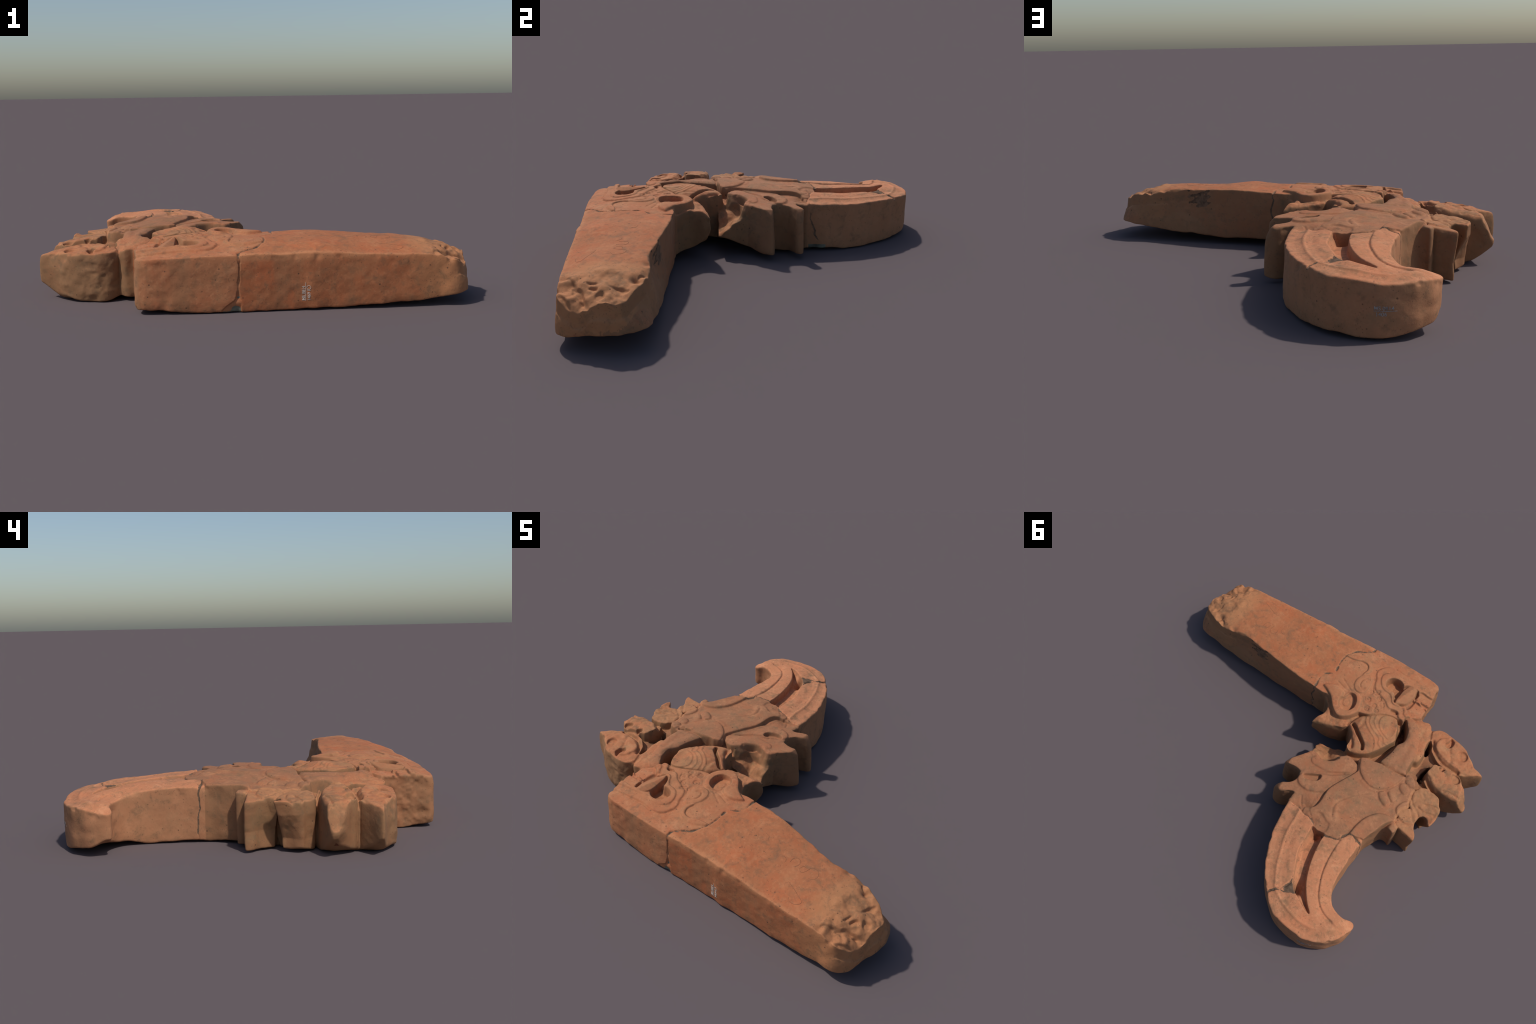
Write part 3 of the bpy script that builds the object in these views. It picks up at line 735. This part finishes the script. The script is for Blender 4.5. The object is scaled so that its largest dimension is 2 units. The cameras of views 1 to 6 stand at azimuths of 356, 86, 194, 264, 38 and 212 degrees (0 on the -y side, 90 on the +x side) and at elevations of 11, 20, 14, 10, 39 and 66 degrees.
def terracotta(name, main, warm, pale, grey_amount=.35, pits=1.0, bump=.5, pale_end=None, side_tint=None, tint_rear=False, streak=.0, worn_front=False):
    m = bpy.data.materials.new(name)
    m.use_nodes = True
    nt = m.node_tree
    nt.nodes.clear()
    N, L = nt.nodes.new, nt.links.new
    out = N("ShaderNodeOutputMaterial")
    bs = N("ShaderNodeBsdfPrincipled")
    bs.inputs["Roughness"].default_value = .86
    bs.inputs["Specular IOR Level"].default_value = .25
    co = N("ShaderNodeTexCoord")

    def tex(scale, detail=4, rough=.6, dist=0.0):
        n = N("ShaderNodeTexNoise")
        n.inputs["Scale"].default_value = scale
        n.inputs["Detail"].default_value = detail
        n.inputs["Roughness"].default_value = rough
        n.inputs["Distortion"].default_value = dist
        L(co.outputs["Object"], n.inputs["Vector"])
        return n.outputs["Fac"]

    def ramp(src, lo, hi):
        n = N("ShaderNodeMapRange")
        n.interpolation_type = "SMOOTHSTEP"
        n.inputs["From Min"].default_value = lo
        n.inputs["From Max"].default_value = hi
        L(src, n.inputs["Value"])
        return n.outputs["Result"]

    def times(src, k):
        n = N("ShaderNodeMath")
        n.operation = "MULTIPLY"
        n.inputs[1].default_value = k
        L(src, n.inputs[0])
        return n.outputs[0]

    def mix(a, b, f, mode="MIX"):
        n = N("ShaderNodeMix")
        n.data_type = "RGBA"
        n.blend_type = mode
        for s, sock in ((a, n.inputs[6]), (b, n.inputs[7])):
            if isinstance(s, tuple):
                sock.default_value = s
            else:
                L(s, sock)
        if isinstance(f, float):
            n.inputs[0].default_value = f
        else:
            L(f, n.inputs[0])
        return n.outputs[2]

    c = mix(main, warm, ramp(tex(5.5, 5, .6, .4), .42, .62))
    c = mix(c, pale, times(ramp(tex(13, 5, .65, .3), .50, .72), .55))
    if pale_end:                 # freshly broken, ochre clay toward the far end
        sep = N("ShaderNodeSeparateXYZ")
        L(co.outputs["Object"], sep.inputs[0])
        wob = N("ShaderNodeMath")
        wob.operation = "MULTIPLY_ADD"
        wob.inputs[1].default_value = .35
        L(tex(6, 5, .6), wob.inputs[0])
        L(sep.outputs["X"], wob.inputs[2])
        c = mix(c, pale_end, times(ramp(wob.outputs[0], .80, 1.0), .75))
    c = mix(c, rgb(.18, .125, .062), times(ramp(tex(9, 6, .7, .2), .50, .70), grey_amount))
    c = mix(c, rgb(.21, .150, .075), times(ramp(tex(27, 4, .65, .3), .54, .68), grey_amount * .8))
    c = mix(c, pale, times(ramp(tex(70, 3, .6), .52, .72), .40))
    c = mix(c, rgb(.17, .085, .045), times(ramp(tex(48, 4, .65), .55, .75), .38))
    c = mix(c, rgb(.33, .085, .045), times(ramp(tex(38, 3, .6, .5), .60, .74), .35))
    if worn_front:               # rubbed, paler arris along the long front edge
        s2 = N("ShaderNodeSeparateXYZ")
        L(co.outputs["Object"], s2.inputs[0])
        w1 = N("ShaderNodeMath")
        w1.operation = "MULTIPLY_ADD"
        w1.inputs[1].default_value = -.10
        L(tex(16, 5, .7), w1.inputs[0])
        L(s2.outputs["Y"], w1.inputs[2])
        w2 = N("ShaderNodeMath")
        w2.operation = "MULTIPLY"
        L(ramp(w1.outputs[0], -.865, -.900), w2.inputs[0])
        L(ramp(s2.outputs["Z"], .215, .24), w2.inputs[1])
        c = mix(c, pale, times(w2.outputs[0], .8))
    if streak:                   # faint upright streaks left on the sides
        mp = N("ShaderNodeMapping")
        mp.inputs["Scale"].default_value = (8.5, 8.5, .9)
        L(co.outputs["Object"], mp.inputs["Vector"])
        st = N("ShaderNodeTexNoise")
        st.inputs["Scale"].default_value = 1.0
        st.inputs["Detail"].default_value = 5
        L(mp.outputs["Vector"], st.inputs["Vector"])
        g3 = N("ShaderNodeNewGeometry")
        s3 = N("ShaderNodeSeparateXYZ")
        L(g3.outputs["Normal"], s3.inputs[0])
        on_side = N("ShaderNodeMath")
        on_side.operation = "MULTIPLY"
        L(ramp(st.outputs["Fac"], .50, .64), on_side.inputs[0])
        L(ramp(s3.outputs["Z"], .60, .25), on_side.inputs[1])
        c = mix(c, rgb(.285, .130, .062), times(on_side.outputs[0], streak))
    if side_tint:                     # browner, darker tint on side faces, chosen by surface normal
        geo = N("ShaderNodeNewGeometry")
        sp = N("ShaderNodeSeparateXYZ")
        L(geo.outputs["Normal"], sp.inputs[0])
        ab = N("ShaderNodeMath")
        ab.operation = "MAXIMUM"
        ab.inputs[1].default_value = 0.0
        L(sp.outputs["Y" if tint_rear else "Z"], ab.inputs[0])
        if tint_rear:            # the rear and the panel's end
            ng = N("ShaderNodeMath")
            ng.operation = "MULTIPLY"
            ng.inputs[1].default_value = -1
            L(sp.outputs["X"], ng.inputs[0])
            L(sp.outputs["Y"], ab.inputs[0])
            ab.operation = "MAXIMUM"
            L(ng.outputs[0], ab.inputs[1])
        side = ab.outputs[0]
        ma = N("ShaderNodeMath")
        ma.operation = "MULTIPLY_ADD"
        ma.inputs[1].default_value = .7 if not tint_rear else -.7
        L(tex(12, 5, .65), ma.inputs[0])
        L(side, ma.inputs[2])
        f = ramp(ma.outputs[0], 1.05, .55) if not tint_rear else ramp(ma.outputs[0], -.15, .25)
        c = mix(c, side_tint, times(f, .62))
        c = mix(c, rgb(.15, .098, .055), times(ramp(tex(19, 5, .7, .3), .50, .70), .50))
    v = N("ShaderNodeTexVoronoi")
    v.inputs["Scale"].default_value = 34
    v.inputs["Randomness"].default_value = 1
    L(co.outputs["Object"], v.inputs["Vector"])
    speck = N("ShaderNodeMath")
    speck.operation = "MULTIPLY"
    L(ramp(v.outputs["Distance"], .17, .08), speck.inputs[0])
    L(ramp(tex(17, 2), .50, .62), speck.inputs[1])
    c = mix(c, rgb(.075, .042, .027), times(speck.outputs[0], .75 * pits))
    v2 = N("ShaderNodeTexVoronoi")
    v2.inputs["Scale"].default_value = 85
    L(co.outputs["Object"], v2.inputs["Vector"])
    fine = N("ShaderNodeMath")
    fine.operation = "MULTIPLY"
    L(ramp(v2.outputs["Distance"], .26, .12), fine.inputs[0])
    L(ramp(tex(23, 3), .46, .60), fine.inputs[1])
    c = mix(c, rgb(.13, .072, .042), times(fine.outputs[0], .55 * pits))
    L(c, bs.inputs["Base Color"])
    b = N("ShaderNodeBump")
    b.inputs["Strength"].default_value = bump
    b.inputs["Distance"].default_value = .0016
    hsum = N("ShaderNodeMath")
    hsum.operation = "SUBTRACT"
    L(tex(120, 4, .65), hsum.inputs[0])
    L(times(speck.outputs[0], .5), hsum.inputs[1])
    L(hsum.outputs[0], b.inputs["Height"])
    L(b.outputs["Normal"], bs.inputs["Normal"])
    L(bs.outputs[0], out.inputs[0])
    return m


def plain(name, color, rough=.9, scale=40.0, vary=.5):
    m = bpy.data.materials.new(name)
    m.use_nodes = True
    nt = m.node_tree
    bs = nt.nodes["Principled BSDF"]
    bs.inputs["Roughness"].default_value = rough
    bs.inputs["Specular IOR Level"].default_value = .2
    co, n, r = nt.nodes.new("ShaderNodeTexCoord"), nt.nodes.new("ShaderNodeTexNoise"), nt.nodes.new("ShaderNodeValToRGB")
    n.inputs["Scale"].default_value = scale
    n.inputs["Detail"].default_value = 4
    nt.links.new(co.outputs["Object"], n.inputs["Vector"])
    nt.links.new(n.outputs["Fac"], r.inputs["Fac"])
    r.color_ramp.elements[0].position = .35
    r.color_ramp.elements[1].position = .65
    r.color_ramp.elements[0].color = tuple(v * (1 - vary) for v in color[:3]) + (1,)
    r.color_ramp.elements[1].color = tuple(min(1, v * (1 + vary * .5)) for v in color[:3]) + (1,)
    nt.links.new(r.outputs["Color"], bs.inputs["Base Color"])
    return m


M_BEAM = terracotta("orange_terracotta", rgb(.385, .137, .058), rgb(.42, .128, .051), rgb(.49, .205, .092), .20, pale_end=rgb(.45, .205, .090), side_tint=rgb(.25, .130, .066), tint_rear=True, streak=.55, worn_front=True)
M_PANEL = terracotta("warm_terracotta", rgb(.41, .164, .074), rgb(.42, .146, .064), rgb(.51, .235, .115), .24, side_tint=rgb(.27, .137, .068), tint_rear=True, streak=.6)
M_FIELD = terracotta("brown_terracotta", rgb(.315, .138, .068), rgb(.35, .135, .063), rgb(.46, .208, .100), .30, side_tint=rgb(.26, .138, .068), streak=.3)
M_LOBE = terracotta("ochre_terracotta", rgb(.38, .170, .078), rgb(.41, .152, .067), rgb(.49, .232, .108), .45, side_tint=rgb(.200, .116, .058), streak=.45)
M_HORN = terracotta("rosy_terracotta", rgb(.475, .196, .095), rgb(.51, .195, .092), rgb(.62, .285, .145), .36, side_tint=rgb(.33, .165, .083), streak=.3)
M_MORTAR = plain("grey_mortar", rgb(.15, .092, .058), scale=60., vary=.3)
M_EPOXY = plain("grey_filler", rgb(.17, .165, .125), scale=25.)
M_STAIN = plain("dark_stain", rgb(.16, .088, .052), scale=38., vary=.6)
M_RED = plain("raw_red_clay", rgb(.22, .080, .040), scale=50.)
M_PAINT = plain("white_paint", rgb(.50, .42, .36), scale=90., vary=.25)
M_PAINT_DIM = plain("faded_white_paint", rgb(.34, .29, .26), scale=90., vary=.35)
M_PENCIL = plain("pencil_line", rgb(.25, .11, .058), scale=90., vary=.3)
M_PATCH = plain("dark_varnish", rgb(.19, .09, .05), scale=60., vary=.35)

# ------------------------------------------------------------------ splitting into parts
fc = P.mean(1)
ii = np.clip(((fc[:, 0] - X0) / STEP + .5).astype(int), 0, NX - 1)
jj = np.clip(((fc[:, 1] - Y0) / STEP + .5).astype(int), 0, NY - 1)
pick = lambda A: A[ii, jj]
crack_line = np.interp(fc[:, 1], [-.9, -.824, -.783, -.718, -.632, -.556, -.531, -.492, -.40], [-.075, -.067, -.021, .04, .053, .048, .085, .102, .099])
part = np.full(len(fc), "leafy_field", dtype=object)
part[pick(sd_cout) < .012] = "neck"
part[pick(SD["horn"]) < .02] = "leafy_field"
horn_zone = (pick(field(HORN_TOP)) < 0)
part[horn_zone] = "curved_horn"
tip_line = fc[:, 1] - np.interp(-fc[:, 0], [.32, .337, .351, .376, .42, .48], [.765, .745, .722, .70, .68, .70])
part[horn_zone & (tip_line > 0) & (pick(SD["slot"]) > -.05) & ((pick(sd_band) > 0) | (fc[:, 1] > .62))] = "horn_tip"
part[pick(sd_ul) < .006] = "upper_leaf"
part[(pick(sd_ll) < .006) & (pick(sd_ul) > 0) & ~horn_zone] = "lower_leaf"
part[pick(sd_break) < .004] = np.where(pick(sd_ul)[pick(sd_break) < .004] < .006, "upper_leaf", "broken_face")
part[(pick(sd_field) < 0) & ~horn_zone] = "leafy_field"
for a, b in (("fringe_lobe_a", 0), ("fringe_lobe_b", 0), ("fringe_lobe_c", 0), ("fringe_lobe_d", 0)):
    inside = (pick(SD[a]) < .012) & (pick(sd_fingers) > 0) & (pick(sd_cout) > 0) & (fc[:, 0] < -.60)
    part[inside] = a
part[pick(sd_col) < .003] = "collar"
part[pick(sd_lens) < .003] = "lens_boss"
part[pick(sd_fingers) < .003] = "pendant"
part[(pick(sd_ball) < .008)] = "shell_boss"
onbeam = pick(SD["beam"]) < .02
part[onbeam & (pick(sd_ball) > .004) & (pick(sd_col) > .003)] = "carved_panel"
part[onbeam & (fc[:, 0] > crack_line)] = "plain_beam"
part[(pick(SD["ear_root"]) < .02) & (pick(SD["beam"]) > .01) & (pick(sd_ball) > .008)] = "ear_root"
part[(pick(sd_ear) < .003) & (fc[:, 2] > .15)] = "curled_ear"
part[(pick(sd_blade) < .003) & (fc[:, 2] > .2)] = "blade"

up = fnu[:, 2]
matname = np.array(["own"] * len(fc), dtype=object)
top_face = (fc[:, 2] > pick(H) - .03)
matname[(pick(crack_dist) < .0030) & top_face & (up > .2)] = "mortar"
matname[(pick(sd_mortar) < 0) & (up > .3) & top_face] = "mortar"
for i in range(len(WALL_CRACKS)):
    cx, cy, r = crack_place(i, fc[:, 2])
    matname[(np.hypot(fc[:, 0] - cx, fc[:, 1] - cy) < r * 1.15) & (up < .6)] = "mortar"
in_joint = (fc[:, 0] > joint_left(fc[:, 2]) + .002) & (fc[:, 0] < JOINT_RIGHT - .001) & (fc[:, 1] < -.80) & (fc[:, 1] > -.852) & (up < .6)
matname[in_joint & (fc[:, 2] < .07)] = "epoxy"
matname[(np.abs(fc[:, 0] + .175) < .035) & (fc[:, 1] > .27) & (fc[:, 1] < .36) & (fc[:, 2] < .035) & (up < .5)] = "epoxy"
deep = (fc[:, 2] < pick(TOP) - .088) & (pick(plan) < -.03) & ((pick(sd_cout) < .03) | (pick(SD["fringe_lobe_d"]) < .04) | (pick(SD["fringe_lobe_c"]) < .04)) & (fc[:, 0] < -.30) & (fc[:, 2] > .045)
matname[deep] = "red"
st = noise2(.035, 3)
stain_box = np.maximum(np.abs(fc[:, 0] - .515) - .052, np.abs(fc[:, 2] - .222) - .036)
matname[(fc[:, 1] > -.53) & (fc[:, 1] < -.41) & (up < .5) & (stain_box + .016 * pick(st) + .010 * np.sin(fc[:, 2] * 190 + fc[:, 0] * 60) < 0)] = "stain"

own = {"plain_beam": M_BEAM, "carved_panel": M_PANEL, "curled_ear": M_PANEL, "blade": M_PANEL, "ear_root": M_LOBE, "shell_boss": M_LOBE,
       "collar": M_FIELD, "neck": M_LOBE, "lens_boss": M_FIELD, "pendant": M_FIELD, "leafy_field": M_FIELD, "upper_leaf": M_FIELD, "lower_leaf": M_FIELD,
       "broken_face": M_LOBE, "curved_horn": M_HORN, "horn_tip": M_HORN, "fringe_lobe_a": M_LOBE, "fringe_lobe_b": M_LOBE, "fringe_lobe_c": M_LOBE, "fringe_lobe_d": M_LOBE}
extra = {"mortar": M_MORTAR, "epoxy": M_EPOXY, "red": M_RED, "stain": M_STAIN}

scene = bpy.context.scene
root = bpy.data.objects.new("temple_roof_ornament", None)
scene.collection.objects.link(root)
root["label"] = "carved terracotta roof ornament with beam, leafy relief and curved horn"
root["category"] = "architectural fragment"


def make_mesh(name, faces, mats, mat_index):
    used, inv = np.unique(faces, return_inverse=True)
    inv = inv.reshape(faces.shape)
    me = bpy.data.meshes.new(name)
    me.vertices.add(len(used))
    me.vertices.foreach_set("co", verts[used].ravel())
    me.loops.add(faces.size)
    me.loops.foreach_set("vertex_index", inv.ravel().astype(np.int32))
    me.polygons.add(len(faces))
    me.polygons.foreach_set("loop_start", np.arange(0, faces.size, 4, dtype=np.int32))
    for m in mats:
        me.materials.append(m)
    me.polygons.foreach_set("material_index", mat_index.astype(np.int32))
    me.update(calc_edges=True)
    me.polygons.foreach_set("use_smooth", np.ones(len(faces), bool))
    me.normals_split_custom_set_from_vertices(vn[used].astype(np.float32))
    ob = bpy.data.objects.new(name, me)
    ob.parent = root
    scene.collection.objects.link(ob)
    return ob


objs = {}
for name in own:
    sel = part == name
    if not sel.any():
        continue
    mats, index = [own[name]], np.zeros(sel.sum(), int)
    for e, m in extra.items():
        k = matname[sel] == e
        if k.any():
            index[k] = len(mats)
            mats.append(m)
    shown = "fringe_lobe" if name.startswith("fringe_lobe") else name
    objs[name] = make_mesh(shown, quads[sel], mats, index)

# ------------------------------------------------------------------ marks: inventory numbers and pencil scribble
tree = BVHTree.FromPolygons([Vector(v) for v in verts], quads.tolist())


def lettering(name, parent, rows, size, origin, right, upward, inward, material, rule, ring=None):
    """Painted characters laid on the wall: flat glyph meshes thrown against the surface."""
    right, upward, inward = Vector(right).normalized(), Vector(upward).normalized(), Vector(inward).normalized()
    glyphs = []
    for text, dx, dy in rows:
        cu = bpy.data.curves.new("lettering", "FONT")
        cu.body = text
        cu.size = size
        cu.offset = size * .012
        cu.fill_mode = "FRONT"
        tmp = bpy.data.objects.new("lettering", cu)
        scene.collection.objects.link(tmp)
        dg = bpy.context.evaluated_depsgraph_get()
        me = bpy.data.meshes.new_from_object(tmp.evaluated_get(dg))
        glyphs.append(([(v.co.x + dx, v.co.y + dy) for v in me.vertices], [tuple(p.vertices) for p in me.polygons]))
        bpy.data.objects.remove(tmp)
        bpy.data.curves.remove(cu)
        bpy.data.meshes.remove(me)
    if rule:
        x0, x1, y, w = rule
        n = 10
        vs = [(x0 + (x1 - x0) * i / n, y + s * w) for i in range(n + 1) for s in (-1, 1)]
        glyphs.append((vs, [(2 * i, 2 * i + 2, 2 * i + 3, 2 * i + 1) for i in range(n)]))
    if ring:
        cx, cy, r, w = ring
        n = 20
        vs = [(cx + (r + s * w) * math.cos(2 * math.pi * i / n), cy + (r + s * w) * math.sin(2 * math.pi * i / n)) for i in range(n) for s in (1, -1)]
        glyphs.append((vs, [(2 * i, (2 * i + 2) % (2 * n), (2 * i + 3) % (2 * n), 2 * i + 1) for i in range(n)]))
    V, Fc = [], []
    for vs, fs in glyphs:
        base = len(V)
        front = []
        for a, b in vs:
            p = Vector(origin) + right * a + upward * b - inward * .2
            hit, nrm, _, _ = tree.ray_cast(p, inward)
            front.append(hit - inward * .0012 if hit else p + inward * .2)
        V += front + [p + inward * .003 for p in front]
        n = len(front)
        count = {}
        for f in fs:
            Fc.append(tuple(base + i for i in f))
            Fc.append(tuple(base + n + i for i in reversed(f)))
            for a, b in zip(f, f[1:] + f[:1]):
                count[a, b] = count.get((a, b), 0) + 1
        for (a, b) in count:
            if (b, a) not in count:
                Fc.append((base + b, base + a, base + n + a, base + n + b))
    me = bpy.data.meshes.new(name)
    me.from_pydata([tuple(v) for v in V], [], Fc)
    me.materials.append(material)
    ob = bpy.data.objects.new(name, me)
    ob.parent = parent
    scene.collection.objects.link(ob)
    return ob


lettering("inventory_number", objs["plain_beam"], [("MS 0814", 0, .020), ("1469 P", 0, -.004)], .0185, (.236, -.85, .044), (0, 0, 1), (-1, 0, 0), (0, 1, 0), M_PAINT,
          (-.001, .080, .0165, .0011), (.0578, .0028, .0088, .0009))
lettering("inventory_number", objs["horn_tip"], [("MS 0814", 0, .016), ("1406", .006, -.006)], .020, (-.588, .87, .100), (-1, 0, 0), (0, 0, 1), (0, -1, 0), M_PAINT_DIM,
          (.0, .080, .0125, .0010))


def scribble(points, r=.0007):
    c = spline(points, False, 5)
    V, Fc = [], []
    for i, (x, y) in enumerate(c):
        t = c[min(i + 1, len(c) - 1)] - c[max(i - 1, 0)]
        t = t / (np.linalg.norm(t) + 1e-9)
        hit, nrm, _, _ = tree.ray_cast(Vector((x, y, .5)), Vector((0, 0, -1)))
        z = hit.z
        side = np.array([-t[1], t[0]])
        for a in (0, 1, 2, 3):
            k = a * math.pi / 2 + math.pi / 4
            V.append((x + side[0] * r * 1.3 * math.cos(k), y + side[1] * r * 1.3 * math.cos(k), z + .0002 + r * .7 * math.sin(k)))
    n = len(c)
    for i in range(n - 1):
        for a in range(4):
            b = (a + 1) % 4
            Fc.append((4 * i + a, 4 * i + b, 4 * i + 4 + b, 4 * i + 4 + a))
    Fc += [(3, 2, 1, 0), (4 * n - 4, 4 * n - 3, 4 * n - 2, 4 * n - 1)]
    me = bpy.data.meshes.new("pencil_scribble")
    me.from_pydata(V, [], Fc)
    me.materials.append(M_PENCIL)
    ob = bpy.data.objects.new("pencil_scribble", me)
    ob.parent = objs["plain_beam"]
    scene.collection.objects.link(ob)


scribble([(.551, -.719), (.590, -.733), (.633, -.753), (.660, -.766), (.663, -.780), (.642, -.794), (.618, -.795)])
scribble([(.612, -.654), (.634, -.641), (.635, -.610), (.612, -.590), (.585, -.595), (.577, -.629), (.564, -.645), (.546, -.632), (.553, -.610), (.571, -.610)])
scribble([(.519, -.641), (.529, -.620), (.524, -.598), (.505, -.587), (.487, -.602), (.488, -.631)])
scribble([(.327, -.592), (.316, -.570), (.291, -.564)])
scribble([(.471, -.642), (.463, -.625), (.446, -.621)])
